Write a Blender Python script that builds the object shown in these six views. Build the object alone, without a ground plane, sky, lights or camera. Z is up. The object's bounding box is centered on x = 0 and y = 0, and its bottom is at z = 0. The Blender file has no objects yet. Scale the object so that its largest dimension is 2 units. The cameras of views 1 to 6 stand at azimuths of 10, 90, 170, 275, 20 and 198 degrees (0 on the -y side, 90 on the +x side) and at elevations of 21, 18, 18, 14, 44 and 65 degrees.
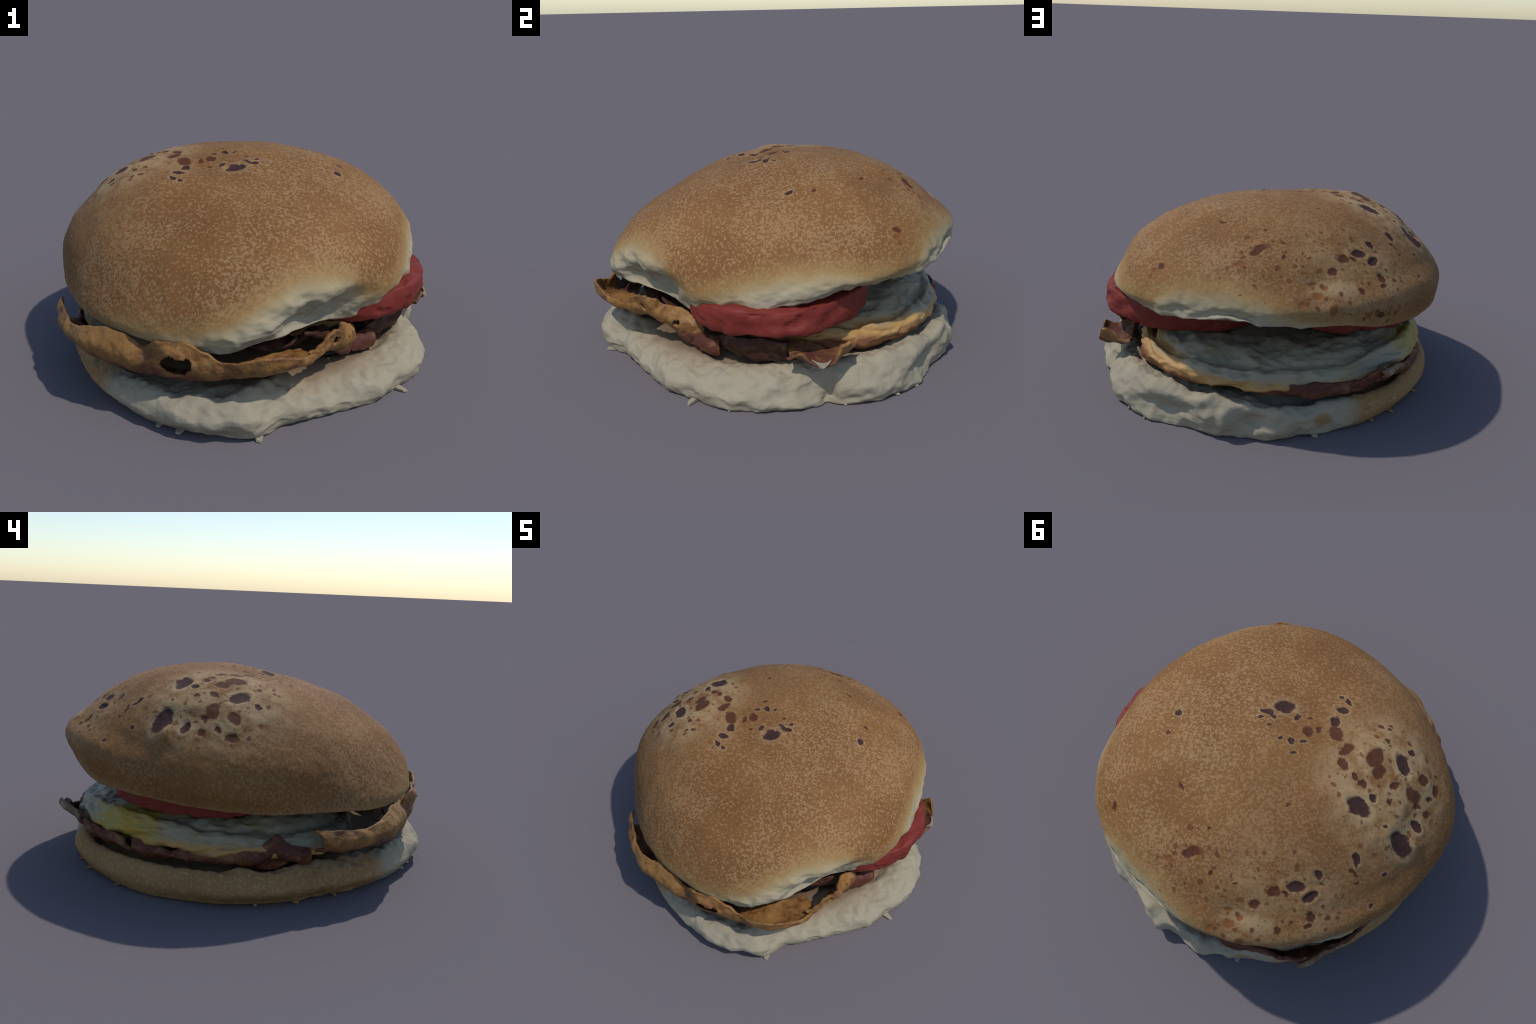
# Breakfast bun: bottom roll, crispy bacon, fried egg, tomato slices, top roll.
import bpy, bmesh, math, random
import numpy as np
from mathutils import Vector, Matrix, noise

random.seed(7)
TAU = 2 * math.pi

# ------------------------------------------------------------------ helpers
def periodic(table, samples):
    """Smooth periodic interpolation of {azimuth: value} at the given azimuths."""
    az = np.array(sorted(table)); val = np.array([table[a] for a in sorted(table)], float)
    fine = np.arange(0, 360, 1.0)
    v = np.interp(fine, np.r_[az[-1] - 360, az, az[0] + 360], np.r_[val[-1], val, val[0]])
    k = np.exp(-0.5 * (np.arange(-9, 10) / 3.0) ** 2); k /= k.sum()
    v = np.convolve(np.r_[v[-9:], v, v[:9]], k, 'valid')
    return np.interp(np.asarray(samples) % 360, np.r_[fine, 360], np.r_[v, v[0]])

def periodic_cubic(vals, samples):
    """Evenly spaced control values round the circle, Catmull-Rom."""
    n = len(vals); x = (np.asarray(samples) % 360) / 360 * n
    i = np.floor(x).astype(int); f = x - i; v = np.asarray(vals, float)
    p0, p1, p2, p3 = v[(i - 1) % n], v[i % n], v[(i + 1) % n], v[(i + 2) % n]
    return 0.5 * (2 * p1 + (p2 - p0) * f + (2 * p0 - 5 * p1 + 4 * p2 - p3) * f ** 2 + (3 * p1 - p0 - 3 * p2 + p3) * f ** 3)

def spline(points, n):
    """Catmull-Rom (chord-length parametrised) through points (k, d) -> (n, d)."""
    P = np.asarray(points, float)
    d = np.sqrt(np.linalg.norm(np.diff(P, axis=0), axis=1)) + 1e-6
    T = np.r_[0, np.cumsum(d)]
    m = np.zeros_like(P)
    for i in range(len(P)):
        if i == 0: m[i] = (P[1] - P[0]) / (T[1] - T[0])
        elif i == len(P) - 1: m[i] = (P[-1] - P[-2]) / (T[-1] - T[-2])
        else:
            a = (P[i] - P[i - 1]) / (T[i] - T[i - 1]); b = (P[i + 1] - P[i]) / (T[i + 1] - T[i])
            w = (T[i] - T[i - 1]) / (T[i + 1] - T[i - 1]); m[i] = a * (1 - w) + b * w
    s = np.linspace(0, T[-1], n); k = np.clip(np.searchsorted(T, s, 'right') - 1, 0, len(P) - 2)
    h = (T[k + 1] - T[k]); u = (s - T[k]) / h; u = u[:, None]; h = h[:, None]
    return ((2 * u**3 - 3 * u**2 + 1) * P[k] + (u**3 - 2 * u**2 + u) * h * m[k]
            + (-2 * u**3 + 3 * u**2) * P[k + 1] + (u**3 - u**2) * h * m[k + 1])

def loft_rows(C, segs, sharp=()):
    """Rows of a turned shape from control rows C (n, k, 2), as a chord-length spline; 'sharp' control rows keep a crease."""
    k = C.shape[1]
    d = np.sqrt(np.linalg.norm(np.diff(C, axis=1), axis=2).mean(0)) + 1e-4
    slope = np.diff(C, axis=1) / d[None, :, None]
    M = np.zeros_like(C)
    M[:, 0] = slope[:, 0] * [1, 0]; M[:, -1] = slope[:, -1] * [1, 0]
    for i in range(1, k - 1):
        w = d[i - 1] / (d[i - 1] + d[i]); M[:, i] = slope[:, i - 1] * (1 - w) + slope[:, i] * w
    rows = []
    for j in range(k - 1):
        h = d[j]; m0 = slope[:, j] if j in sharp else M[:, j]; m1 = slope[:, j] if j + 1 in sharp else M[:, j + 1]
        for q in range(segs[j]):
            u = q / segs[j]
            rows.append((2 * u**3 - 3 * u**2 + 1) * C[:, j] + (u**3 - 2 * u**2 + u) * h * m0 + (-2 * u**3 + 3 * u**2) * C[:, j + 1] + (u**3 - u**2) * h * m1)
    rows.append(C[:, -1])
    return rows

def fractal(p, scale, octaves=3, seed=0.0):
    q = Vector((p[0] * scale + seed, p[1] * scale - seed * 0.7, p[2] * scale + seed * 1.3))
    return noise.fractal(q, 1.0, 2.0, octaves, noise_basis='PERLIN_ORIGINAL')

def ridged(p, scale, octaves=3, seed=0.0):
    q = Vector((p[0] * scale + seed, p[1] * scale - seed * 0.7, p[2] * scale + seed * 1.3))
    return noise.ridged_multi_fractal(q, 1.0, 2.0, octaves, 1.0, 2.0) - 1.0

def scoops(p, scale, seed=0.0):
    """Hollows that meet in sharp ridges, as where crumb has been torn."""
    q = Vector((p[0] * scale + seed, p[1] * scale - seed, p[2] * scale * 1.5 + seed))
    return noise.voronoi(q + noise.noise_vector(q * 1.5) * 0.25)[0][0] - 0.50

def field(fn, V, *a):
    return np.array([fn(p, *a) for p in V])

def smooth(x, a, b):
    t = np.clip((np.asarray(x, float) - a) / (b - a), 0, 1); return t * t * (3 - 2 * t)

def az_window(az, centre, half, soft):
    d = np.abs((az - centre + 180) % 360 - 180); return 1 - smooth(d, half, half + soft)

ROOT = None
def add_mesh(name, verts, faces, mat, parent=None, shade=True):
    me = bpy.data.meshes.new(name); me.from_pydata([tuple(v) for v in verts], [], [tuple(f) for f in faces])
    me.update()
    if shade: me.polygons.foreach_set('use_smooth', [True] * len(me.polygons))
    me.materials.append(mat)
    ob = bpy.data.objects.new(name, me); bpy.context.scene.collection.objects.link(ob)
    ob.parent = parent or ROOT
    return ob

def ring_faces(rows, n):
    """Quads for rows of n points, closed round the ring, first and last rows being poles (single vertices)."""
    f = []
    def vid(r, i): return 0 if r == 0 else (1 + (r - 1) * n + i % n)
    last = 1 + (rows - 2) * n
    for i in range(n): f.append((0, vid(1, i), vid(1, i + 1)))
    for r in range(1, rows - 2):
        for i in range(n): f.append((vid(r, i), vid(r + 1, i), vid(r + 1, i + 1), vid(r, i + 1)))
    for i in range(n): f.append((vid(rows - 2, i), last, vid(rows - 2, i + 1)))
    return f

def vertex_normals(V, faces):
    N = np.zeros_like(V)
    q = np.array([f for f in faces if len(f) == 4]); t = np.array([f for f in faces if len(f) == 3])
    for F in (q, t):
        if len(F) == 0: continue
        n = np.cross(V[F[:, 2]] - V[F[:, 0]], V[F[:, 3 if F.shape[1] == 4 else 1]] - V[F[:, 1 if F.shape[1] == 4 else 0]])
        if F.shape[1] == 3: n = np.cross(V[F[:, 1]] - V[F[:, 0]], V[F[:, 2]] - V[F[:, 0]])
        for k in range(F.shape[1]): np.add.at(N, F[:, k], n)
    return N / (np.linalg.norm(N, axis=1)[:, None] + 1e-12)

# ------------------------------------------------------------------ node helpers
class Nodes:
    def __init__(self, name):
        self.m = bpy.data.materials.new(name); self.m.use_nodes = True
        self.t = self.m.node_tree; self.t.nodes.clear()
        self.out = self.t.nodes.new('ShaderNodeOutputMaterial')
        self.bsdf = self.t.nodes.new('ShaderNodeBsdfPrincipled')
        self.t.links.new(self.bsdf.outputs[0], self.out.inputs[0])
        self.P = self.t.nodes.new('ShaderNodeTexCoord').outputs['Object']
    def new(self, kind, ins=None, **props):
        n = self.t.nodes.new(kind)
        for k, v in props.items(): setattr(n, k, v)
        for k, v in (ins or {}).items(): self.put(n.inputs[k], v)
        return n
    def put(self, sock, v):
        if hasattr(v, 'is_output') or isinstance(v, bpy.types.NodeSocket): self.t.links.new(v, sock)
        else: sock.default_value = v
    def math(self, op, a, b=0.0, c=0.0, clamp=False):
        return self.new('ShaderNodeMath', {0: a, 1: b, 2: c}, operation=op, use_clamp=clamp).outputs[0]
    def vec(self, op, a, b=(0, 0, 0)):
        n = self.new('ShaderNodeVectorMath', {0: a, 1: b}, operation=op)
        return n.outputs['Value'] if op in ('LENGTH', 'DISTANCE', 'DOT_PRODUCT') else n.outputs['Vector']
    def noise(self, scale, detail=3.0, rough=0.55, vec=None, dist=0.0, colour=False):
        n = self.new('ShaderNodeTexNoise', {'Vector': vec or self.P, 'Scale': scale, 'Detail': detail, 'Roughness': rough, 'Distortion': dist})
        return n.outputs['Color' if colour else 'Fac']
    def voronoi(self, scale, vec=None, feature='F1', out='Distance', rand=1.0):
        n = self.new('ShaderNodeTexVoronoi', {'Vector': vec or self.P, 'Scale': scale, 'Randomness': rand}, feature=feature)
        return n.outputs[out]
    def step(self, x, a, b):
        n = self.new('ShaderNodeMapRange', {'Value': x, 'From Min': a, 'From Max': b, 'To Min': 0.0, 'To Max': 1.0}, interpolation_type='SMOOTHSTEP')
        return n.outputs[0]
    def mix(self, f, a, b, blend='MIX'):
        n = self.t.nodes.new('ShaderNodeMix'); n.data_type = 'RGBA'; n.blend_type = blend
        self.put(n.inputs[0], f)
        for s, v in ((n.inputs[6], a), (n.inputs[7], b)):
            self.put(s, v if not isinstance(v, tuple) else (v + (1.0,))[:4])
        return n.outputs[2]
    def scale_vec(self, s, vec=None):
        return self.vec('MULTIPLY', vec or self.P, s)
    def wobble(self, scale, amount, vec=None):
        c = self.noise(scale, 2.0, colour=True, vec=vec)
        return self.vec('ADD', vec or self.P, self.vec('MULTIPLY', self.vec('SUBTRACT', c, (0.5, 0.5, 0.5)), (amount,) * 3))
    def azimuth(self):
        s = self.new('ShaderNodeSeparateXYZ', {0: self.P})
        a = self.math('ARCTAN2', s.outputs[1], s.outputs[0])
        return self.math('FRACT', self.math('ADD', self.math('DIVIDE', a, TAU), 1.0)), s.outputs[2]
    def curve(self, x, table):
        n = self.new('ShaderNodeFloatCurve', {'Value': x}); c = n.mapping.curves[0]
        pts = sorted(table.items())
        while len(c.points) < len(pts): c.points.new(0.5, 0.5)
        for p, (a, v) in zip(c.points, pts): p.location = (a / 360.0, v)
        n.mapping.update(); return n.outputs[0]
    def finish(self, colour, rough, bump=None, strength=0.3, distance=0.01, **kw):
        self.put(self.bsdf.inputs['Base Color'], colour); self.put(self.bsdf.inputs['Roughness'], rough)
        for k, v in kw.items(): self.put(self.bsdf.inputs[k.replace('_', ' ')], v)
        if bump is not None:
            b = self.new('ShaderNodeBump', {'Height': bump, 'Strength': strength, 'Distance': distance})
            self.put(self.bsdf.inputs['Normal'], b.outputs[0])
        return self.m

# ------------------------------------------------------------------ top bun shape
# The crown is a flattened dome, tipped up towards +y.  Its radius is given in a
# space where the tilt is taken out and heights are stretched, so a plain dome
# would be one number; rows are elevations, columns azimuths every 30 degrees.
BUN_CENTRE = np.array([0.0, 0.02, 0.56]); BUN_TILT = 0.13; BUN_STRETCH = 1.9
BUN_APEX = 0.864
BUN_RADIUS = {
    75: [0.868, 0.872, 0.870, 0.870, 0.877, 0.891, 0.902, 0.898, 0.888, 0.884, 0.880, 0.870],
    60: [0.856, 0.882, 0.872, 0.876, 0.898, 0.936, 0.985, 0.974, 0.935, 0.915, 0.908, 0.870],
    45: [0.860, 0.876, 0.845, 0.868, 0.882, 0.930, 0.975, 0.955, 0.924, 0.920, 0.922, 0.879],
    30: [0.866, 0.880, 0.858, 0.868, 0.872, 0.910, 0.950, 0.922, 0.914, 0.942, 0.919, 0.873],
    15: [0.855, 0.904, 0.892, 0.892, 0.902, 0.920, 0.966, 0.915, 0.908, 0.942, 0.918, 0.866],
    0:  [0.876, 0.938, 0.945, 0.978, 0.980, 0.974, 0.990, 0.922, 0.934, 0.938, 0.925, 0.865]}
# the deep tear in the front right: how far the low rows are pushed in there
TEAR_AZ, TEAR_DEPTH = 307.0, {30: 0.0, 15: 0.035, 0: 0.155}
# lower edge of the crown: azimuth -> (radius, height)
BUN_RIM = {0: (.865, .50), 15: (.87, .545), 30: (.905, .572), 45: (.93, .58), 60: (.945, .60), 75: (.955, .612),
           90: (.96, .608), 105: (.955, .597), 120: (.925, .525), 135: (.935, .50), 150: (.968, .508), 165: (.965, .496),
           180: (.96, .476), 195: (.95, .463), 210: (.935, .46), 225: (.935, .442), 240: (.925, .422), 255: (.90, .40),
           262: (.90, .39), 270: (.905, .385), 278: (.915, .40), 287: (.885, .44), 297: (.81, .43), 308: (.735, .415), 316: (.72, .395),
           324: (.75, .385), 333: (.80, .415), 345: (.845, .455)}
# height below which the crown shows torn white crumb instead of crust
CRUMB_LINE = {0: .585, 7: .60, 20: .605, 30: .575, 42: .58, 50: .64, 58: .675, 76: .685, 84: .64, 91: .605, 97: .585, 105: .56,
              118: .48, 140: .42, 180: .38, 225: .36, 238: .385, 255: .41, 266: .435, 275: .475, 281: .52, 290: .585,
              301: .625, 314: .60, 320: .54, 328: .47, 335: .475, 345: .52, 360: .585}

def bun_point(az, el):
    """A point on the smooth crown (degrees)."""
    els = [90, 75, 60, 45, 30, 15, 0]
    col = [BUN_APEX] + [float(periodic_cubic(BUN_RADIUS[e], [az])[0]) for e in els[1:]]
    el = max(el, -8.0)
    x = (90 - el) / 15.0; i = min(int(x), 5); f = x - i
    g = lambda k: col[min(max(k, 0), 6)] if k >= 0 else col[1]
    p0, p1, p2, p3 = g(i - 1), g(i), g(i + 1), g(i + 2)
    r = 0.5 * (2 * p1 + (p2 - p0) * f + (2 * p0 - 5 * p1 + 4 * p2 - p3) * f**2 + (3 * p1 - p0 - 3 * p2 + p3) * f**3)
    a, e = math.radians(az), math.radians(el)
    q = np.array([math.cos(a) * math.cos(e) * r, math.sin(a) * math.cos(e) * r, math.sin(e) * r])
    q[2] = q[2] / BUN_STRETCH + BUN_TILT * q[1]
    return q + BUN_CENTRE

# scorched blisters: azimuth, elevation, half length, half width (mm), twist, kind (Dark, Red-brown, Orange)
BLISTERS = """263,82,50,38,31,D 313,85,34,14,126,D 295,87,17,10,155,D 347,85,12,9,125,D 28,89,14,7,83,R 221,82,23,11,135,D
214,78,11,10,97,R 186,79,34,25,36,R 193,76,23,14,172,R 191,71,47,33,29,R 205,71,28,24,14,D 215,68,30,20,54,D
221,65,24,14,11,D 227,66,11,7,179,D 149,82,24,11,73,D 164,79,16,12,144,D 139,78,19,11,151,D 128,84,10,10,170,D
179,67,37,26,163,R 166,66,36,22,55,R 180,59,58,37,164,R 174,56,41,34,177,R 183,49,58,35,38,D 164,61,21,18,43,R
163,58,23,18,104,R 172,49,28,19,138,R 182,38,38,30,114,R 187,29,15,11,106,R 182,28,39,25,2,R 174,40,53,37,90,R
177,31,26,13,117,R 172,35,27,14,129,R 161,52,22,17,74,D 165,47,16,13,43,R 153,53,63,40,98,D 172,28,26,21,91,R
166,29,41,21,87,D 157,29,80,47,89,D 156,41,15,10,163,D 140,35,30,18,80,D 125,33,24,19,117,D 117,29,42,27,165,D
121,23,40,23,18,D 109,27,33,26,0,R 113,26,18,12,123,R 103,20,32,22,26,R 99,12,21,18,38,O 96,8,30,22,23,O
120,13,28,25,79,R 110,8,22,16,85,R 91,4,21,15,26,O 100,0,27,21,39,O 88,12,14,12,74,O 95,14,22,12,3,O 119,9,19,10,13,R
77,34,43,25,47,R 71,25,32,16,12,O 54,52,21,10,156,R 6,56,23,15,43,D 20,54,15,11,52,R 42,19,24,16,168,R 40,16,22,16,8,O
40,12,19,14,152,O 118,62,12,8,172,R 137,31,17,11,146,R 138,28,21,10,93,R 137,23,14,8,145,R 147,21,15,10,161,D
79,47,13,8,19,R 87,30,12,10,101,R 93,20,20,8,11,O 96,29,10,7,17,R 193,56,16,12,44,R 191,46,20,16,99,D 201,58,15,10,95,R
200,55,15,9,87,R 139,9,14,9,130,D 174,68,16,13,127,R 111,-5,19,15,100,O 116,-6,30,20,157,R"""
def blister_frames():
    out = []
    for item in BLISTERS.split():
        az, el, a, b, tw, kind = item.split(','); az, el, a, b, tw = map(float, (az, el, a, b, tw))
        p = bun_point(az, el)
        e1 = bun_point(az + 1.5, el) - bun_point(az - 1.5, el) if el < 80 else None
        if e1 is None:
            n = np.array([0, -0.05, 1.0]); n /= np.linalg.norm(n)
        else:
            n = np.cross(e1, bun_point(az, min(el + 2, 90)) - bun_point(az, el - 2)); n /= np.linalg.norm(n)
        e1 = np.array([-math.sin(math.radians(az)), math.cos(math.radians(az)), 0]); e1 -= n * (n @ e1); e1 /= np.linalg.norm(e1)
        e2 = np.cross(n, e1); c, s = math.cos(math.radians(tw)), math.sin(math.radians(tw))
        u = c * e1 + s * e2; v = np.cross(n, u)
        out.append((p, u, v, n, a / 1000, b / 1000, kind))
    return out
FRAMES = blister_frames()

# ------------------------------------------------------------------ materials
def bun_crust_material():
    N = Nodes('baked_crust_and_crumb')
    az, z = N.azimuth()
    line = N.curve(az, CRUMB_LINE)
    h = N.math('SUBTRACT', z, line)
    h = N.math('ADD', h, N.math('MULTIPLY', N.math('SUBTRACT', N.noise(9, 3), 0.5), 0.05))
    Pn = N.vec('NORMALIZE', N.vec('SUBTRACT', N.P, (0, 0.02, 0.1)))
    # mottled crust
    big = N.noise(2.3, 3); fleck = N.noise(74, 3.0, 0.6, dist=0.3); fleck2 = N.noise(120, 2.0, 0.6)
    brown = N.mix(N.step(big, 0.3, 0.7), (0.218, 0.103, 0.032), (0.176, 0.078, 0.025))
    brown = N.mix(N.math('MULTIPLY', N.step(fleck2, 0.45, 0.7), 0.35), brown, (0.20, 0.085, 0.03))
    density = N.math('MULTIPLY_ADD', N.noise(3.0, 2), -0.34, 0.685)
    fl = N.step(N.math('SUBTRACT', fleck, density), -0.05, 0.08)
    floury = N.curve(az, {0: .59, 60: .56, 95: .42, 130: .34, 200: .36, 235: .52, 270: .59, 360: .59})
    crust = N.mix(N.math('MULTIPLY', fl, floury), brown, (0.36, 0.225, 0.110))
    gold = N.mix(N.math('MULTIPLY', fl, 0.35), (0.300, 0.180, 0.066), (0.38, 0.255, 0.125))
    cream = N.mix(N.noise(14, 3), (0.36, 0.285, 0.160), (0.40, 0.325, 0.19))
    crumb = N.mix(N.noise(26, 4), (0.315, 0.270, 0.185), (0.375, 0.328, 0.235))
    col = N.mix(N.step(h, 0.03, 0.15), gold, crust)
    col = N.mix(N.step(h, -0.01, 0.07), cream, col)
    col = N.mix(N.step(h, -0.06, 0.015), crumb, col)
    # scorched blisters
    W = N.wobble(22, 0.036); W = N.wobble(70, 0.016, W)
    d = {'D': None, 'R': None, 'O': None}; prev = None
    for p, u, v, n, a, b, kind in FRAMES:
        rot = Matrix((tuple(u), tuple(v), tuple(n))).transposed().to_euler('XYZ')
        if prev is not None: Wk = N.new('ShaderNodeVectorMath', {0: prev, 1: (1e-7,) * 3, 2: W}, operation='MULTIPLY_ADD').outputs[0]
        else: Wk = W                            # each distance is fed on to the next, which keeps the shader small
        mp = N.new('ShaderNodeMapping', {'Vector': Wk, 'Location': tuple(p), 'Rotation': tuple(rot), 'Scale': (a * 1.06, b * 1.06, 0.09)}, vector_type='TEXTURE')
        ln = N.vec('LENGTH', mp.outputs[0])
        d[kind] = ln if d[kind] is None else N.math('MINIMUM', d[kind], ln)
        prev = d[kind]
    dark_all = N.math('MINIMUM', d['D'], d['R'])
    def region(c, r): return N.math('SUBTRACT', 1.0, N.step(N.vec('DISTANCE', W, c), r * 0.45, r))
    top = region((-0.62, 0.10, 0.93), 0.45); back = region((-0.30, 0.80, 0.76), 0.42); rear = region((0.12, 0.78, 0.85), 0.30)
    # pale floury crust round the blisters
    pale = N.math('MULTIPLY', N.math('MAXIMUM', top, N.math('MULTIPLY', back, 0.45)), N.step(N.noise(11, 3), 0.30, 0.62))
    halo = N.math('SUBTRACT', 1.0, N.step(d['D'], 1.15, 1.95))
    pale = N.math('MAXIMUM', N.math('MULTIPLY', pale, 0.75), N.math('MULTIPLY', halo, N.math('MULTIPLY_ADD', top, 0.55, 0.25)))
    col = N.mix(N.math('MULTIPLY', pale, 0.85), col, (0.42, 0.30, 0.16))
    ridge = N.math('SUBTRACT', 1.0, N.step(N.vec('LENGTH', N.vec('DIVIDE', N.vec('SUBTRACT', W, (-0.20, 0.865, 0.755)), (.13, .10, .05))), 0.4, 1.1))
    col = N.mix(N.math('MULTIPLY', ridge, 0.6), col, (0.42, 0.29, 0.15))
    # small specks
    vd = N.voronoi(25, W); vc = N.new('ShaderNodeSeparateColor', {0: N.voronoi(25, W, out='Color')})
    size = N.math('MULTIPLY_ADD', vc.outputs[0], 0.52, -0.13)
    sp = N.math('SUBTRACT', 1.0, N.step(N.math('SUBTRACT', vd, size), -0.05, 0.07))
    fd = N.voronoi(52, W); fc = N.new('ShaderNodeSeparateColor', {0: N.voronoi(52, W, out='Color')})
    sp = N.math('MAXIMUM', sp, N.math('MULTIPLY', 0.8, N.math('SUBTRACT', 1.0, N.step(N.math('SUBTRACT', fd, N.math('MULTIPLY_ADD', fc.outputs[0], 0.55, -0.22)), -0.06, 0.08))))
    zone = N.math('MAXIMUM', N.math('MAXIMUM', top, back), N.math('MULTIPLY', rear, 0.9))
    sp = N.math('MULTIPLY', sp, N.step(zone, 0.15, 0.6))
    sp = N.math('MULTIPLY', sp, N.step(h, 0.0, 0.05))
    col = N.mix(N.math('MULTIPLY', sp, 0.85), col, N.mix(vc.outputs[1], (0.085, 0.028, 0.014), (0.17, 0.062, 0.020)))
    mO = N.math('SUBTRACT', 1.0, N.step(d['O'], 0.72, 1.15)); mR = N.math('SUBTRACT', 1.0, N.step(d['R'], 0.78, 1.12)); mD = N.math('SUBTRACT', 1.0, N.step(d['D'], 0.82, 1.10))
    col = N.mix(N.math('MULTIPLY', mO, 0.9), col, N.mix(N.noise(40, 3), (0.155, 0.052, 0.016), (0.24, 0.095, 0.026)))
    col = N.mix(N.math('MULTIPLY', mR, 0.95), col, N.mix(N.noise(45, 3), (0.050, 0.017, 0.010), (0.115, 0.036, 0.014)))
    col = N.mix(N.math('MULTIPLY', mD, 0.97), col, N.mix(N.noise(50, 3), (0.030, 0.014, 0.015), (0.066, 0.024, 0.020)))
    bump = N.math('ADD', N.math('MULTIPLY', N.noise(110, 3), 0.35), N.math('MULTIPLY', N.noise(38, 3), 0.5))
    return N.finish(col, 0.75, bump, 0.22, 0.012, Specular_IOR_Level=0.18)

def bottom_bun_material():
    N = Nodes('pale_crumb_and_crust')
    az, z = N.azimuth()
    W = N.wobble(6, 0.12)
    sep = N.new('ShaderNodeSeparateXYZ', {0: W})
    side = N.curve(az, {0: 0, 95: 0, 106: .25, 118: .85, 135: 1, 205: 1, 228: .75, 243: .2, 256: 0, 360: 0})
    side = N.math('ADD', side, N.math('MULTIPLY', N.math('SUBTRACT', N.noise(7, 3), 0.5), 0.5))
    r = N.vec('LENGTH', N.vec('MULTIPLY', N.P, (1, 1, 0)))
    crumb = N.mix(N.noise(9, 4, 0.6), (0.302, 0.260, 0.180), (0.364, 0.318, 0.232))
    crumb = N.mix(N.math('MULTIPLY', N.step(N.noise(16, 3), 0.60, 0.74), 0.55), crumb, (0.33, 0.255, 0.15))
    fleck = N.step(N.noise(58, 3, 0.6, dist=0.4), 0.50, 0.66)
    crust = N.mix(N.noise(3.5, 3), (0.26, 0.135, 0.052), (0.35, 0.21, 0.092))
    crust = N.mix(N.math('MULTIPLY', fleck, 0.5), crust, (0.46, 0.32, 0.17))
    col = N.mix(N.step(side, 0.25, 0.75), crumb, crust)
    # orange baked patches where the crust starts
    for c, s in (((-0.17, 0.955, 0.085), (.058, .03, .042)), ((-0.30, .915, .14), (.03, .02, .018)), ((-0.40, .87, .10), (.03, .02, .016)), ((-.46, .83, .13), (.022, .02, .016)), ((.90, .24, .05), (.02, .03, .028))):
        dd = N.vec('LENGTH', N.vec('DIVIDE', N.vec('SUBTRACT', N.wobble(14, 0.05), c), s))
        col = N.mix(N.math('MULTIPLY', N.math('SUBTRACT', 1.0, N.step(dd, 0.6, 1.3)), 0.8), col, (0.30, 0.155, 0.05))
    # cut face: stained tan by fat and juice towards the filling
    stain = N.math('MULTIPLY', N.step(N.math('ADD', r, N.math('MULTIPLY', N.noise(8, 3), 0.16)), 1.0, 0.84), N.step(z, 0.10, 0.15))
    tan = N.mix(N.noise(18, 4), (0.27, 0.20, 0.125), (0.36, 0.29, 0.195))
    col = N.mix(N.math('MULTIPLY', stain, 0.85), col, tan)
    juice = N.math('MULTIPLY', N.step(N.math('ADD', r, N.math('MULTIPLY', N.noise(11, 3), 0.14)), 0.90, 0.76), N.step(z, 0.10, 0.15))
    col = N.mix(N.math('MULTIPLY', juice, 0.8), col, (0.14, 0.085, 0.05))
    bump = N.math('ADD', N.math('MULTIPLY', N.noise(90, 4), 0.3), N.math('MULTIPLY', N.noise(30, 4), 0.6))
    return N.finish(col, 0.85, bump, 0.3, 0.014, Specular_IOR_Level=0.15)

def tomato_material():
    N = Nodes('tomato_flesh')
    n = N.noise(7, 4, 0.6)
    col = N.mix(n, (0.155, 0.020, 0.015), (0.22, 0.034, 0.023))
    col = N.mix(N.math('MULTIPLY', N.step(N.noise(34, 3), 0.58, 0.75), 0.4), col, (0.26, 0.055, 0.04))
    return N.finish(col, 0.6, N.noise(45, 3), 0.25, 0.01, Specular_IOR_Level=0.25)

def egg_material():
    N = Nodes('fried_egg')
    az, z = N.azimuth()
    W = N.wobble(7, 0.10); s = N.new('ShaderNodeSeparateXYZ', {0: W}); zz = s.outputs[2]
    white = N.mix(N.noise(8, 4), (0.262, 0.226, 0.150), (0.365, 0.322, 0.230))
    white = N.mix(N.math('MULTIPLY', N.step(N.noise(10, 3), 0.52, 0.70), 0.6), white, (0.30, 0.225, 0.095))
    low = N.math('SUBTRACT', z, N.curve(az, {0: .27, 25: .315, 40: .30, 60: .285, 75: .265, 100: .258, 130: .275, 150: .27, 180: .265, 210: .25, 360: .27}))
    low = N.math('ADD', low, N.math('MULTIPLY', N.math('SUBTRACT', N.noise(10, 4), 0.5), 0.07))
    col = N.mix(N.math('SUBTRACT', 1.0, N.step(low, -0.005, 0.03)), white, N.mix(N.noise(16, 4), (0.36, 0.175, 0.045), (0.52, 0.34, 0.14)))
    col = N.mix(N.math('SUBTRACT', 1.0, N.step(low, -0.06, -0.02)), col, (0.16, 0.062, 0.025))
    dy = N.vec('LENGTH', N.vec('DIVIDE', N.vec('SUBTRACT', W, (-0.72, 0.50, 0.34)), (.21, .27, .15)))
    yolk = N.mix(N.step(N.noise(9, 4), 0.35, 0.7), (0.40, 0.255, 0.024), (0.38, 0.30, 0.11))
    col = N.mix(N.math('SUBTRACT', 1.0, N.step(N.math('ADD', dy, N.math('MULTIPLY', N.math('SUBTRACT', N.noise(7, 4), 0.5), 0.7)), 0.35, 1.25)), col, yolk)
    return N.finish(col, 0.55, N.noise(40, 4), 0.3, 0.012, Specular_IOR_Level=0.25)

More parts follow.
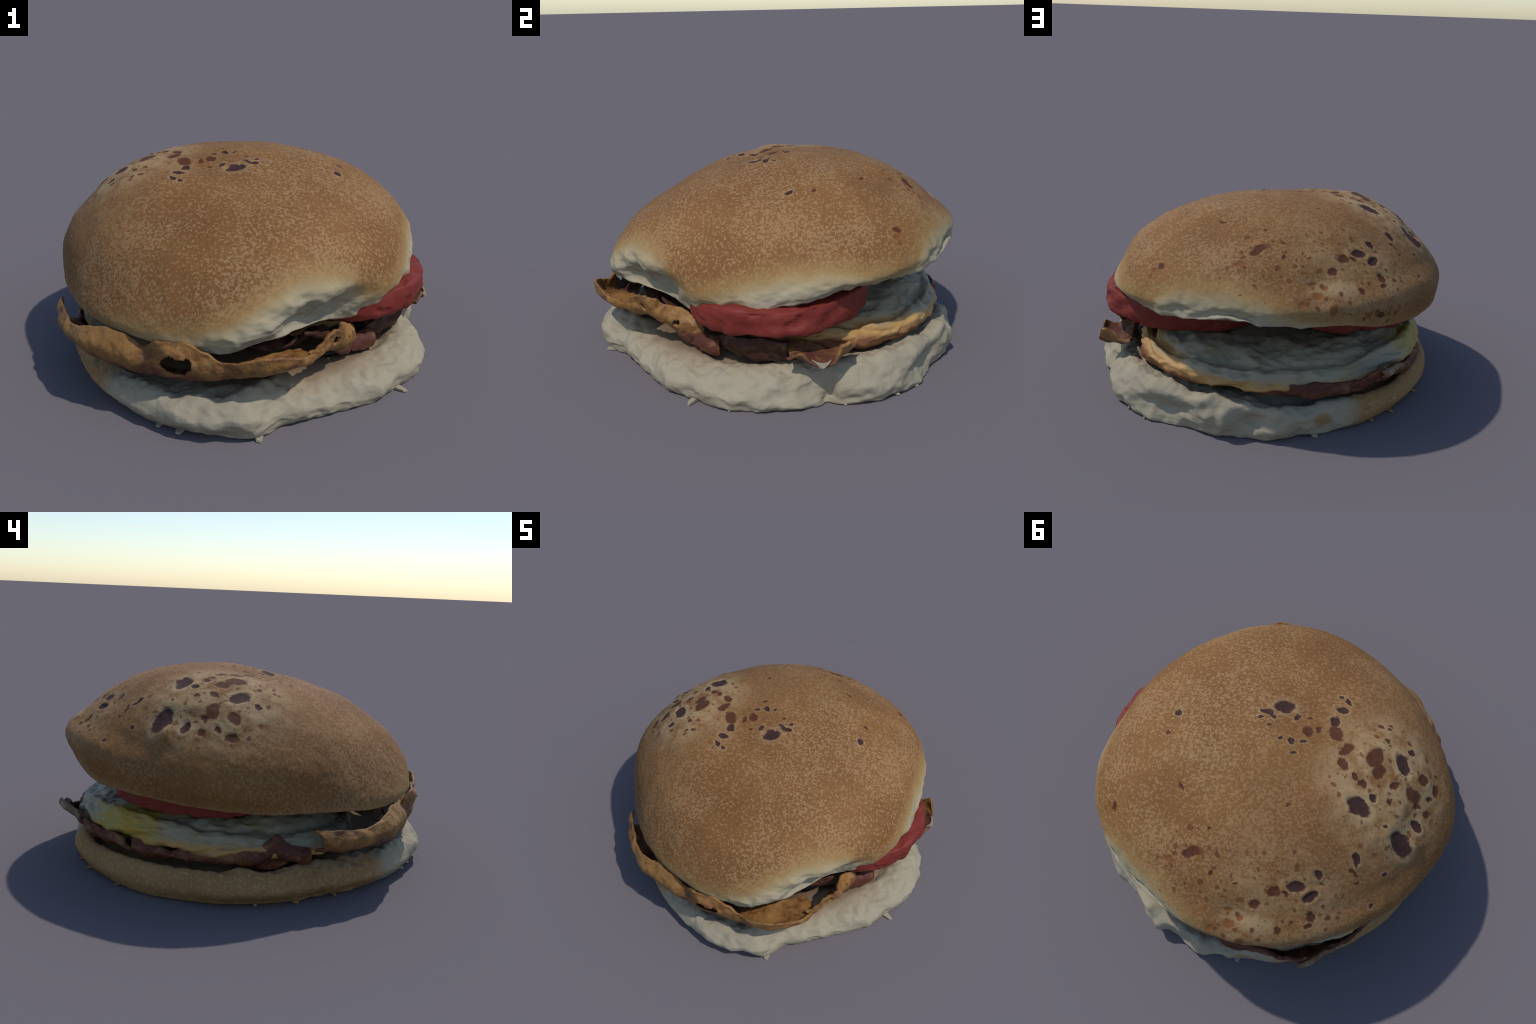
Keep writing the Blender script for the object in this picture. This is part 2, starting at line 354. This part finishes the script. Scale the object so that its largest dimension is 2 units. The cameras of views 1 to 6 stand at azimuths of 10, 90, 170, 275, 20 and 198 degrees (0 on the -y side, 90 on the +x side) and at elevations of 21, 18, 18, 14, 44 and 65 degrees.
def bacon_material(name, meat, fat, bias, lean=None):
    N = Nodes(name)
    W = N.wobble(5, 0.16)
    a = N.noise(6.5, 4, 0.6, vec=W); b = N.noise(22, 4, 0.65, vec=N.scale_vec((1, 1, 2.2), W))
    col = N.mix(N.step(N.math('MULTIPLY_ADD', b, 0.45, N.math('MULTIPLY', a, 0.55)), bias - 0.10, bias + 0.10), meat, fat)
    if lean:                                    # the lean stripe runs along the lower edge of the rasher
        zz = N.new('ShaderNodeSeparateXYZ', {0: W}).outputs[2]
        col = N.mix(N.math('MULTIPLY', N.step(zz, lean[1], lean[0]), 0.85), col, (0.085, 0.026, 0.024))
    col = N.mix(N.math('MULTIPLY', N.step(N.noise(13, 3, vec=W), 0.58, 0.74), 0.6), col, (fat[0] * 1.35, fat[1] * 1.5, fat[2] * 2.0))
    col = N.mix(N.math('MULTIPLY', N.step(N.noise(17, 4), 0.60, 0.75), 0.7), col, (meat[0] * 0.45, meat[1] * 0.4, meat[2] * 0.4))
    return N.finish(col, 0.5, N.math('ADD', N.noise(36, 4), N.math('MULTIPLY', N.noise(90, 3), 0.5)), 0.4, 0.014, Specular_IOR_Level=0.22)

M_CROWN = bun_crust_material(); M_BASE = bottom_bun_material(); M_TOMATO = tomato_material(); M_EGG = egg_material()
M_CRISP = bacon_material('crisp_bacon', (0.125, 0.048, 0.022), (0.262, 0.132, 0.040), 0.45, (0.235, 0.325))
M_DARK = bacon_material('dark_bacon', (0.050, 0.019, 0.013), (0.115, 0.052, 0.024), 0.55)
M_RED = bacon_material('lean_bacon', (0.088, 0.026, 0.017), (0.19, 0.085, 0.036), 0.53)
M_FAT = bacon_material('bacon_fat', (0.13, 0.06, 0.028), (0.24, 0.16, 0.085), 0.52)
M_PALE = bacon_material('pale_bacon_fat', (0.20, 0.12, 0.07), (0.27, 0.225, 0.16), 0.42)

# ------------------------------------------------------------------ the thing
ROOT = bpy.data.objects.new('breakfast_bun', None); bpy.context.scene.collection.objects.link(ROOT)
ROOT.empty_display_size = 0.3
ROOT['label'] = 'round bread roll filled with bacon, fried egg and tomato'
ROOT['category'] = 'sandwich'

# ---- top bun
def build_top_bun():
    n = 540; azs = np.arange(n) * 360.0 / n
    ca, sa = np.cos(np.radians(azs)), np.sin(np.radians(azs))
    ctrl = []                                   # control rows: (r, z) per azimuth
    apex_z = BUN_CENTRE[2] + BUN_APEX / BUN_STRETCH
    ctrl.append(np.stack([np.zeros(n), np.full(n, apex_z)], 1))
    for el in (75, 60, 45, 30, 15, 0):
        R = periodic_cubic(BUN_RADIUS[el], azs); e = math.radians(el)
        R = R - TEAR_DEPTH.get(el, 0.0) * az_window(azs, TEAR_AZ, 5, 22)
        r = R * math.cos(e); z = BUN_CENTRE[2] + R * math.sin(e) / BUN_STRETCH + BUN_TILT * r * sa
        ctrl.append(np.stack([r, z], 1))
    rr = periodic({a: v[0] for a, v in BUN_RIM.items()}, azs); rz = periodic({a: v[1] for a, v in BUN_RIM.items()}, azs)
    # keep the belly above the rim
    belly = ctrl[-1]; lift = np.maximum(rz + 0.05 - belly[:, 1], 0); belly[:, 1] += lift
    ctrl.append(np.stack([rr, rz], 1))
    inner = 0.52 + 0.12 * sa * 0.7
    ctrl.append(np.stack([rr - 0.05, rz + 0.012], 1))
    ctrl.append(np.stack([rr - 0.20, 0.55 * rz + 0.45 * inner], 1))
    ctrl.append(np.stack([np.full(n, 0.25), 0.50 + 0.12 * 0.25 * sa], 1))
    ctrl.append(np.stack([np.zeros(n), np.full(n, 0.50)], 1))
    C = np.stack(ctrl, 1)                        # n, k, 2
    rows = loft_rows(C, [20, 20, 20, 20, 20, 20, 20, 5, 8, 10, 6], sharp=(7,))
    V = [np.array([[BUN_CENTRE[0], BUN_CENTRE[1], apex_z]])]
    for r in rows[1:-1]:
        V.append(np.stack([BUN_CENTRE[0] + r[:, 0] * ca, BUN_CENTRE[1] + r[:, 0] * sa, r[:, 1]], 1))
    V.append(np.array([[BUN_CENTRE[0], BUN_CENTRE[1], 0.50]]))
    V = np.concatenate(V); faces = ring_faces(len(rows), n)
    faces = [f[::-1] for f in faces] if False else faces
    N = vertex_normals(V, faces)
    if (N[:n * 40] * (V[:n * 40] - [0, 0, 0.4])).sum() < 0: N = -N; faces = [f[::-1] for f in faces]
    A = np.degrees(np.arctan2(V[:, 1], V[:, 0])) % 360
    crumb = periodic(CRUMB_LINE, A)
    below = 1 - smooth(V[:, 2] - crumb, -0.04, 0.06)          # torn crumb weight
    up = smooth(N[:, 2], -0.6, -0.2)
    off = 0.006 * field(fractal, V, 5.0, 2, 3.1)
    off += 0.0022 * field(fractal, V, 22.0, 3, 9.0)
    rough = np.zeros(len(V)); idx = np.where(below > 0.02)[0]
    rough[idx] = 0.010 * field(fractal, V[idx] * [1, 1, 1.5], 6.0, 3, 1.7) + 0.026 * field(scoops, V[idx], 8.0, 1.9) + 0.008 * field(scoops, V[idx], 22.0, 4.2)
    off += rough * below
    # scooped tear at the back, dent in the front-right tear
    def blob(c, s, amt):
        return amt * np.exp(-(((V - np.array(c)) / np.array(s)) ** 2).sum(1))
    off -= blob((0.36, 0.93, 0.645), (.22, .15, .06), 0.030)
    off -= blob((0.62, -0.62, 0.50), (.18, .18, .06), 0.010)
    # pleats and dents of the crown
    off -= blob((-0.33, -0.10, 0.99), (.17, .035, .06), 0.012)
    off += blob((-0.50, -0.02, 0.97), (.09, .07, .06), 0.010)
    off -= blob((-0.77, 0.20, 0.86), (.06, .10, .08), 0.014)
    off += blob((-0.82, 0.31, 0.80), (.06, .05, .05), 0.016)
    off -= blob((-0.10, 0.885, 0.76), (.07, .05, .06), 0.013)
    off += blob((-0.22, 0.88, 0.74), (.09, .06, .07), 0.011)
    off += blob((0.0, 0.12, 1.03), (.20, .16, .2), 0.022)
    for p, u, v, nn, a, b, kind in FRAMES:
        if a < 0.018: continue
        q = V - p; m = np.abs(q).max(1) < 0.2
        d = np.sqrt((q[m] @ u / a) ** 2 + (q[m] @ v / b) ** 2 + (q[m] @ nn / 0.08) ** 2)
        deep = 0.0055 if kind == 'D' else 0.0028
        off[m] += -deep * (1 - smooth(d, 0.55, 1.15)) + deep * 0.5 * np.exp(-((d - 1.4) / 0.3) ** 2)
    V = V + N * off[:, None]
    return add_mesh('top_bun', V, faces, M_CROWN)
build_top_bun()

# ---- bottom bun
BASE_RADIUS = {0: .96, 7: .945, 15: .905, 20: .95, 30: .985, 45: .99, 60: .962, 75: .972, 85: .982, 95: .945, 110: .938, 125: .93,
               140: .922, 155: .93, 170: .905, 182: .892, 195: .872, 210: .845, 225: .85, 240: .88, 255: .92, 266: .935, 276: .958,
               284: .965, 290: .885, 301: .855, 313: .87, 326: .91, 335: .935, 345: .95}
TOP_HEIGHT = {0: .175, 15: .195, 30: .205, 45: .195, 60: .185, 75: .178, 90: .155, 105: .15, 120: .145, 135: .15, 150: .16, 165: .16,
              180: .16, 195: .165, 210: .175, 225: .17, 240: .165, 252: .165, 262: .175, 272: .20, 282: .205, 297: .175, 312: .168, 326: .165, 340: .165, 352: .165}
TOP_INSET = {0: .13, 15: .10, 30: .06, 45: .04, 60: .03, 75: .02, 90: .03, 105: .03, 135: .0, 180: .0, 225: .01, 245: .015, 262: .02, 276: .02, 283: .07, 290: .13, 300: .19, 315: .20, 328: .17, 338: .11, 348: .10}
def build_bottom_bun():
    n = 600; azs = np.arange(n) * 360.0 / n; ca, sa = np.cos(np.radians(azs)), np.sin(np.radians(azs))
    R = periodic(BASE_RADIUS, azs) + 0.008; H = periodic(TOP_HEIGHT, azs); I = periodic(TOP_INSET, azs)
    bulge = 0.010 + 0.016 * az_window(azs, 180, 50, 25) + 0.026 * az_window(azs, 225, 40, 20) + 0.012 * az_window(azs, 275, 7, 9) + 0.012 * az_window(azs, 345, 5, 10) - 0.04 * az_window(azs, 6, 5, 9)
    dip = 0.018 + 0.035 * az_window(azs, 150, 45, 25)
    z0 = np.zeros(n)
    ctrl = [np.stack([z0, z0 + .004], 1), np.stack([R * .6, z0 + .004], 1), np.stack([R - .012, z0 + .002], 1), np.stack([R + .002, z0 + .02], 1),
            np.stack([R + bulge, H * .45], 1), np.stack([R - I * .45 + bulge * .5, H * .85], 1), np.stack([R - I - .025, H], 1),
            np.stack([R - I - .09, H - dip], 1), np.stack([R * .68, z0 + .160], 1), np.stack([R * .4, z0 + .165], 1), np.stack([z0, z0 + .17], 1)]
    rows = loft_rows(np.stack(ctrl, 1), [4, 6, 6, 14, 16, 12, 14, 20, 8, 6], sharp=(2,))
    V = [np.array([[0, 0, .004]])] + [np.stack([r[:, 0] * ca, r[:, 0] * sa, r[:, 1]], 1) for r in rows[1:-1]] + [np.array([[0, 0, .17]])]
    V = np.concatenate(V); faces = ring_faces(len(rows), n)
    N = vertex_normals(V, faces)
    rad = np.hypot(V[:, 0], V[:, 1])
    outer = smooth(rad, 0.7, 0.85)
    if (N[:, :2] * V[:, :2]).sum(1)[rad > .93].sum() < 0: N = -N; faces = [f[::-1] for f in faces]
    A = np.degrees(np.arctan2(V[:, 1], V[:, 0])) % 360
    crust = az_window(A, 180, 58, 30)
    flat = V[:, 2] < 0.03
    N[flat] = np.stack([V[flat, 0], V[flat, 1], 0 * V[flat, 0]], 1) / np.maximum(rad[flat], .1)[:, None]
    live = np.ones(len(V))
    torn = 1 - 0.85 * crust * smooth(rad, .84, .9)
    off = torn * (0.016 * field(fractal, V * [1, 1, 1.8], 4.2, 3, 2.2) + 0.042 * field(scoops, V, 5.0, 3.3) + 0.012 * field(scoops, V, 13.0, 8.1) + 0.0035 * field(fractal, V, 26.0, 3, 4.4))
    off += 0.004 * field(fractal, V, 12.0, 3, 8.8)
    def blob(c, s, amt): return amt * np.exp(-(((V - np.array(c)) / np.array(s)) ** 2).sum(1))
    # scoops torn out of the back right, the split at +x, the flat notch at the front corner
    off -= blob((.62, .78, .095), (.15, .13, .05), .060); off += blob((.42, .86, .175), (.10, .06, .020), .040)
    off -= blob((.22, .96, .10), (.09, .08, .055), .050); off -= blob((.93, .245, .05), (.06, .028, .12), .065)
    off += blob((.33, .93, .11), (.025, .05, .05), .022); off += blob((.10, .96, .13), (.03, .05, .05), .018)
    # crumbly cut face round the filling
    inner = smooth(rad, .62, .74) * (1 - smooth(rad, .86, .95)) * (V[:, 2] > .1)
    off += inner * (0.010 * field(fractal, V, 22.0, 3, 12.0))
    off -= blob((.30, -.86, .05), (.06, .05, .05), .012)
    off -= blob((-.12, -.93, .14), (.25, .08, .06), .012)
    V = V + N * (off * outer * live)[:, None]
    low = V[:, 2] < 0.012; ang = V[:, :2] / np.maximum(rad, 1e-6)[:, None]
    edge = (rad > 0.8) & low
    V[edge, :2] += ang[edge] * ((0.008 * (1 - crust[edge])) * field(fractal, V[edge], 12.0, 3, 6.0))[:, None]
    V[:, 2] = np.maximum(V[:, 2], 0.0)
    return add_mesh('bottom_bun', V, faces, M_BASE)
BOTTOM = build_bottom_bun()

def scan_flakes():
    """Spiky scan artifacts round the foot of the bottom bun, modelled as thin flakes."""
    V, F = [], []
    for az, out, wide in ((284, .035, .05), (334, .05, .04), (346, .02, .03), (44, .025, .03), (36, .02, .03), (97, .03, .05), (127, .03, .03),
                          (144, .028, .025), (118, .02, .03), (203, .03, .05), (190, .02, .03), (218, .02, .02), (262, .03, .05), (255, .02, .04), (20, .015, .03)):
        a = math.radians(az); R = float(periodic(BASE_RADIUS, [az])[0]); d = np.array([math.cos(a), math.sin(a), 0]); s = np.array([-d[1], d[0], 0])
        b = len(V); j = random.uniform(-.4, .4)
        for z, sh in ((0.001, 0.0), (0.014, 0.004)):
            V += [d * (R - .03) - s * wide / 2 + [0, 0, z], d * (R - .03) + s * wide / 2 + [0, 0, z + .006 * (z > .005)],
                  d * (R + out - sh) + s * wide * (.2 + j * .5) + [0, 0, z * .7], d * (R + out * .7 - sh) - s * wide * (.25 - j * .4) + [0, 0, z * .8]]
        F += [(b + 3, b + 2, b + 1, b), (b + 4, b + 5, b + 6, b + 7)] + [(b + i, b + (i + 1) % 4, b + 4 + (i + 1) % 4, b + 4 + i) for i in range(4)]
    ob = add_mesh('scan_flake', V, F, M_BASE, shade=False); ob['kind'] = 'stuff'  # spikes left by the scan, given the bread's material
scan_flakes()

# ---- tomato slices
def tomato(name, centre, outline, z_mid, slope, thick, seed, taper=0.0):
    n = 220; azs = np.arange(n) * 360.0 / n; ca, sa = np.cos(np.radians(azs)), np.sin(np.radians(azs))
    R = periodic(outline, azs)
    prof = [(0, -.5), (.5, -.5), (.93, -.5), (.972, -.46), (.99, -.36), (1.0, 0), (.995, .38), (.98, .47), (.95, .5), (.5, .5), (0, .5)]
    P = spline(prof, 60); P[0, 0] = P[-1, 0] = 0
    V = []
    for r, h in P:
        Rr = R - taper * az_window(azs, 312, 30, 35) * (0.5 - h) if r > .2 else R      # the cut wall leans in at the front
        x = centre[0] + Rr * r * ca; y = centre[1] + Rr * r * sa
        z = z_mid + slope[0] * (x - centre[0]) + slope[1] * (y - centre[1]) + h * thick
        pts = np.stack([x, y, z], 1); V.append(pts[:1] if r == 0 else pts)
    V = np.concatenate(V); faces = ring_faces(len(P), n); N = vertex_normals(V, faces)
    if ((V - [centre[0], centre[1], z_mid]) * N).sum() < 0: N = -N; faces = [f[::-1] for f in faces]
    off = 0.018 * field(fractal, V, 5.0, 3, seed) + 0.005 * field(fractal, V, 20.0, 3, seed + 2)
    off -= 0.010 * smooth(field(fractal, V, 13.0, 2, seed + 5), 0.28, 0.5)
    V = V + N * off[:, None]
    return add_mesh(name, V, faces, M_TOMATO)
tomato('tomato_slice', (.42, .06), {350: .54, 325: .545, 300: .54, 289: .52, 270: .48, 240: .45, 180: .45, 130: .42, 105: .42, 72: .42, 51: .43, 21: .475, 10: .50}, .418, (.04, .03), .14, 1.0, 0.01)
tomato('tomato_slice', (-.36, .16), {0: .40, 30: .42, 50: .44, 70: .47, 90: .485, 120: .49, 140: .51, 165: .515, 190: .53, 210: .52, 240: .46, 270: .42, 330: .4}, .452, (-.01, .0), .09, 4.0)

# ---- fried egg (one skin, split into white and yolk)
EGG_RADIUS = {0: .66, 15: .77, 30: .85, 45: .885, 60: .90, 75: .905, 87: .91, 100: .925, 112: .93, 122: .93, 135: .935, 147: .91, 160: .88,
              180: .865, 198: .86, 212: .84, 225: .79, 240: .70, 270: .52, 300: .46, 330: .52}
EGG_TOP = {0: .31, 25: .325, 45: .335, 60: .34, 78: .35, 90: .36, 105: .365, 118: .37, 135: .385, 150: .37, 165: .355, 180: .355, 200: .365, 220: .365, 240: .34, 300: .31}
def build_egg():
    n = 420; azs = np.arange(n) * 360.0 / n; ca, sa = np.cos(np.radians(azs)), np.sin(np.radians(azs))
    R = periodic(EGG_RADIUS, azs); T = periodic(EGG_TOP, azs); z0 = np.zeros(n); yk = az_window(azs, 140, 16, 18)
    ctrl = [np.stack([z0, z0 + .215], 1), np.stack([R * .7, z0 + .21], 1), np.stack([R - .07, z0 + .207 + .02 * yk], 1), np.stack([R - .01, z0 + .222 + .03 * yk], 1), np.stack([R, z0 + .252 + .05 * yk], 1),
            np.stack([R - .010, z0 + .285 + .045 * yk], 1), np.stack([R - .042, z0 + .318 + .05 * yk], 1), np.stack([R - .085, T - .038 + .02 * yk], 1), np.stack([R - .13, T - .008], 1), np.stack([R - .22, T + .01], 1), np.stack([R * .5, z0 + .35], 1), np.stack([R * .2, z0 + .35], 1), np.stack([z0, z0 + .35], 1)]
    rows = loft_rows(np.stack(ctrl, 1), [4, 6, 8, 8, 10, 9, 9, 8, 12, 12, 8, 4])
    V = [np.array([[0, 0, .215]])] + [np.stack([r[:, 0] * ca, r[:, 0] * sa, r[:, 1]], 1) for r in rows[1:-1]] + [np.array([[0, 0, .35]])]
    V = np.concatenate(V); faces = ring_faces(len(rows), n); N = vertex_normals(V, faces); rad = np.hypot(V[:, 0], V[:, 1])
    if (N[:, :2] * V[:, :2]).sum(1)[rad > .8].sum() < 0: N = -N; faces = [f[::-1] for f in faces]
    w = smooth(rad, .4, .6)
    off = 0.018 * field(fractal, V * [1, 1, 1.7], 6.0, 3, 2.9) + 0.014 * field(ridged, V * [1, 1, 3.0], 6.0, 3, 1.1) + 0.004 * field(fractal, V, 30.0, 3, 5.5)
    V = V + N * (off * w)[:, None]
    N = vertex_normals(V, faces)
    cen = np.array([V[list(f)].mean(0) for f in faces])
    isy = (((cen - [-0.74, 0.50, .34]) / [.19, .22, .13]) ** 2).sum(1) < 1
    egg = None
    for name, pick in (('egg_white', ~isy), ('egg_yolk', isy)):
        ids = np.where(pick)[0]; used = sorted({v for i in ids for v in faces[i]}); mp = {v: i for i, v in enumerate(used)}
        ob = add_mesh(name, V[used], [tuple(mp[v] for v in faces[i]) for i in ids], M_EGG)
        ob.data.normals_split_custom_set_from_vertices([tuple(N[v]) for v in used])
build_egg()

# ---- bacon
def bacon(name, rails, mat, thick=0.020, along=140, across=26, holes=(), rough=0.011, seed=0.0, frill=0.010):
    """Rasher lofted across rails (each a polyline with the same number of points), cured into ripples, with burnt-through holes."""
    S = np.stack([spline(r, along) for r in rails], 1)               # along, rails, 3
    G = np.stack([spline(S[i], across) for i in range(along)])        # along, across, 3
    V = G.reshape(-1, 3); fid = lambda i, j: i * across + j
    faces = [(fid(i, j), fid(i + 1, j), fid(i + 1, j + 1), fid(i, j + 1)) for i in range(along - 1) for j in range(across - 1)]
    N = vertex_normals(V, faces)
    t = np.tile(np.linspace(-1, 1, across), along); edge = np.abs(t) ** 3
    off = rough * field(fractal, V, 8.0, 3, seed) + rough * 0.3 * field(fractal, V, 20.0, 2, seed + 3)
    V = V + N * off[:, None]
    V[:, 2] += edge * frill * field(fractal, V, 14.0, 2, seed + 9)
    keep = []
    for f in faces:
        c = V[list(f)].mean(0); ok = True
        for p, s in holes:
            d = math.sqrt((((c - np.array(p)) / np.array(s)) ** 2).sum())
            if d < 1 + 0.25 * fractal(c, 20.0, 2, seed): ok = False
        if ok: keep.append(f)
    ob = add_mesh(name, V, keep, mat)
    md = ob.modifiers.new('thickness', 'SOLIDIFY'); md.thickness = thick; md.offset = 0.0
    sb = ob.modifiers.new('rounding', 'SUBSURF'); sb.levels = 1; sb.render_levels = 1
    return ob

# long rasher standing on its edge round the front left, ending in an open trough
bacon('bacon_rasher', [
    [(-.858, -.409, .385), (-.805, -.523, .375), (-.697, -.670, .375), (-.563, -.764, .412), (-.494, -.784, .425), (-.385, -.823, .420), (-.287, -.858, .388), (-.227, -.897, .436), (-.099, -.927, .455), (-.010, -.917, .418), (.084, -.932, .378), (.188, -.971, .410), (.296, -.966, .424), (.410, -.887, .398), (.474, -.749, .365)],
    [(-.869, -.454, .340), (-.820, -.557, .325), (-.711, -.700, .330), (-.593, -.799, .345), (-.494, -.828, .345), (-.385, -.868, .335), (-.287, -.887, .322), (-.217, -.927, .350), (-.099, -.951, .365), (-.010, -.932, .330), (.084, -.942, .325), (.198, -.961, .345), (.316, -.942, .362), (.410, -.868, .355), (.474, -.720, .325)],
    [(-.850, -.454, .290), (-.790, -.572, .286), (-.692, -.680, .278), (-.588, -.764, .275), (-.489, -.799, .258), (-.385, -.833, .258), (-.296, -.858, .258), (-.207, -.882, .265), (-.109, -.897, .268), (-.030, -.878, .255), (.089, -.902, .282), (.207, -.907, .312), (.306, -.887, .330), (.385, -.818, .332), (.445, -.700, .305)],
    [(-.790, -.414, .270), (-.721, -.523, .265), (-.632, -.611, .258), (-.543, -.680, .255), (-.454, -.720, .245), (-.356, -.749, .245), (-.277, -.779, .245), (-.188, -.789, .250), (-.099, -.799, .252), (-.030, -.789, .260), (.059, -.779, .285), (.138, -.769, .302), (.217, -.749, .312), (.296, -.700, .315), (.375, -.641, .305)]],
    M_CRISP, 0.016, 260, 34, holes=(((-.128, -.937, .338), (.065, .069, .056)),), rough=0.013, seed=2.0, frill=0.012)
# second rasher, twisting up into a curled end on the front right
bacon('bacon_rasher', [
    [(.43, -.80, .375), (.495, -.73, .420), (.565, -.655, .450), (.545, -.585, .405), (.545, -.49, .372), (.572, -.42, .340), (.585, -.37, .30)],
    [(.44, -.79, .345), (.505, -.71, .365), (.56, -.63, .375), (.568, -.56, .325), (.58, -.485, .290), (.60, -.41, .258), (.60, -.36, .24)],
    [(.42, -.77, .325), (.455, -.69, .318), (.495, -.61, .300), (.515, -.54, .255), (.55, -.475, .215), (.575, -.405, .195), (.585, -.36, .19)]],
    M_CRISP, 0.018, 120, 28, holes=(((.578, -.505, .305), (.022, .022, .014)), ((.535, -.665, .385), (.018, .025, .022))), rough=0.02, seed=5.0, frill=0.016)
# rumpled rasher lying inside, behind the trough
bacon('bacon_rasher', [
    [(.15, -.74, .345), (.27, -.69, .325), (.37, -.63, .352), (.45, -.55, .322), (.50, -.46, .315)],
    [(.13, -.63, .30), (.25, -.59, .335), (.35, -.54, .30), (.43, -.48, .335), (.48, -.39, .30)],
    [(.10, -.50, .26), (.23, -.47, .27), (.32, -.42, .26), (.40, -.38, .27), (.45, -.32, .26)]],
    M_DARK, 0.020, 90, 30, rough=0.028, seed=8.0, holes=(((.36, -.60, .36), (.03, .018, .05)),))
# drooping lean end that touches the bread, and a fatty scrap beside it
bacon('bacon_end', [
    [(.565, -.41, .275), (.60, -.37, .262), (.635, -.33, .268), (.67, -.28, .262)],
    [(.59, -.425, .232), (.635, -.385, .228), (.675, -.335, .235), (.70, -.28, .235)],
    [(.605, -.41, .185), (.645, -.38, .172), (.685, -.335, .176), (.71, -.28, .19)]],
    M_RED, 0.016, 60, 26, rough=0.018, seed=11.0, frill=0.018)
bacon('bacon_end', [
    [(.655, -.25, .27), (.69, -.21, .28), (.725, -.155, .273), (.75, -.09, .265)],
    [(.675, -.26, .24), (.715, -.215, .240), (.75, -.155, .235), (.77, -.09, .23)],
    [(.67, -.25, .205), (.71, -.20, .20), (.745, -.145, .197), (.765, -.09, .2)]],
    M_CRISP, 0.016, 70, 24, rough=0.015, seed=13.0, frill=0.015)
# rasher sticking out at +x, folded into a gutter, with a pale fat flap hanging from its lip
bacon('bacon_rasher', [
    [(.925, .045, .262), (.950, .10, .292), (.962, .155, .272), (.972, .205, .246), (.965, .25, .272), (.955, .29, .335), (.935, .335, .352)],
    [(.895, .06, .250), (.915, .11, .262), (.925, .16, .246), (.930, .21, .232), (.930, .26, .250), (.925, .305, .30), (.905, .345, .325)],
    [(.84, .05, .262), (.85, .11, .262), (.86, .165, .250), (.865, .22, .240), (.87, .275, .245), (.87, .32, .262), (.86, .36, .285)],
    [(.76, .03, .275), (.77, .10, .275), (.78, .165, .265), (.79, .23, .255), (.80, .29, .25), (.80, .345, .258), (.80, .39, .27)]],
    M_CRISP, 0.016, 100, 30, rough=0.014, seed=17.0, frill=0.02)
bacon('bacon_end', [
    [(.945, .155, .268), (.962, .185, .262), (.968, .222, .262), (.962, .25, .276)],
    [(.958, .175, .255), (.972, .198, .247), (.974, .218, .247), (.968, .242, .262)],
    [(.966, .192, .245), (.977, .204, .236), (.978, .212, .236), (.973, .232, .250)]],
    M_PALE, 0.010, 40, 14, rough=0.002, seed=19.0, frill=0.0)
# dark rasher wedged between the bread and the tomato
bacon('bacon_rasher', [
    [(.66, -.28, .27), (.74, -.22, .305), (.82, -.14, .328), (.865, -.05, .330), (.875, .05, .315)],
    [(.655, -.285, .24), (.745, -.22, .252), (.81, -.13, .262), (.845, -.045, .262), (.85, .05, .262)],
    [(.63, -.27, .20), (.705, -.20, .20), (.775, -.12, .20), (.81, -.04, .205), (.82, .06, .212)],
    [(.58, -.24, .205), (.66, -.17, .21), (.73, -.10, .212), (.77, -.02, .215), (.78, .07, .222)]],
    M_DARK, 0.018, 90, 30, rough=0.02, seed=41.0)
# lean rasher under the egg along the back, its corner curling up
bacon('bacon_rasher', [
    [(.16, .82, .235), (.02, .895, .258), (-.12, .915, .275), (-.27, .905, .268), (-.36, .91, .292), (-.455, .91, .332), (-.53, .845, .310), (-.61, .755, .285), (-.69, .645, .268), (-.75, .52, .255)],
    [(.17, .83, .205), (.02, .91, .220), (-.12, .925, .225), (-.27, .905, .222), (-.375, .89, .232), (-.46, .855, .245), (-.55, .79, .235), (-.63, .705, .222), (-.715, .60, .215), (-.775, .48, .21)],
    [(.15, .74, .175), (.02, .81, .175), (-.12, .83, .175), (-.25, .80, .175), (-.33, .775, .178), (-.41, .72, .18), (-.48, .66, .175), (-.55, .59, .17), (-.63, .49, .17), (-.69, .40, .17)]],
    M_RED, 0.020, 170, 26, rough=0.018, seed=23.0, frill=0.016)
bacon('bacon_end', [
    [(-.44, .935, .338), (-.49, .885, .328), (-.54, .83, .315), (-.59, .775, .295)],
    [(-.455, .94, .315), (-.51, .89, .304), (-.56, .83, .290), (-.605, .775, .278)],
    [(-.45, .905, .295), (-.50, .865, .285), (-.545, .805, .272), (-.59, .755, .262)]],
    M_FAT, 0.014, 50, 14, rough=0.008, seed=27.0)
# crumpled lean rasher at the left, under the egg
bacon('bacon_rasher', [
    [(-.76, .47, .25), (-.80, .36, .245), (-.825, .24, .235), (-.835, .12, .238), (-.84, .03, .25), (-.838, -.07, .270), (-.832, -.16, .272), (-.82, -.24, .330), (-.80, -.30, .285), (-.77, -.39, .275)],
    [(-.775, .47, .205), (-.815, .36, .205), (-.84, .24, .20), (-.852, .12, .202), (-.858, .03, .206), (-.856, -.07, .213), (-.85, -.16, .220), (-.835, -.24, .250), (-.815, -.31, .240), (-.79, -.40, .245)],
    [(-.68, .42, .165), (-.72, .33, .165), (-.745, .23, .165), (-.755, .12, .165), (-.76, .03, .165), (-.765, -.07, .165), (-.79, -.16, .165), (-.78, -.24, .175), (-.76, -.31, .185), (-.73, -.40, .20)]],
    M_RED, 0.018, 170, 26, rough=0.02, seed=31.0, frill=0.024)
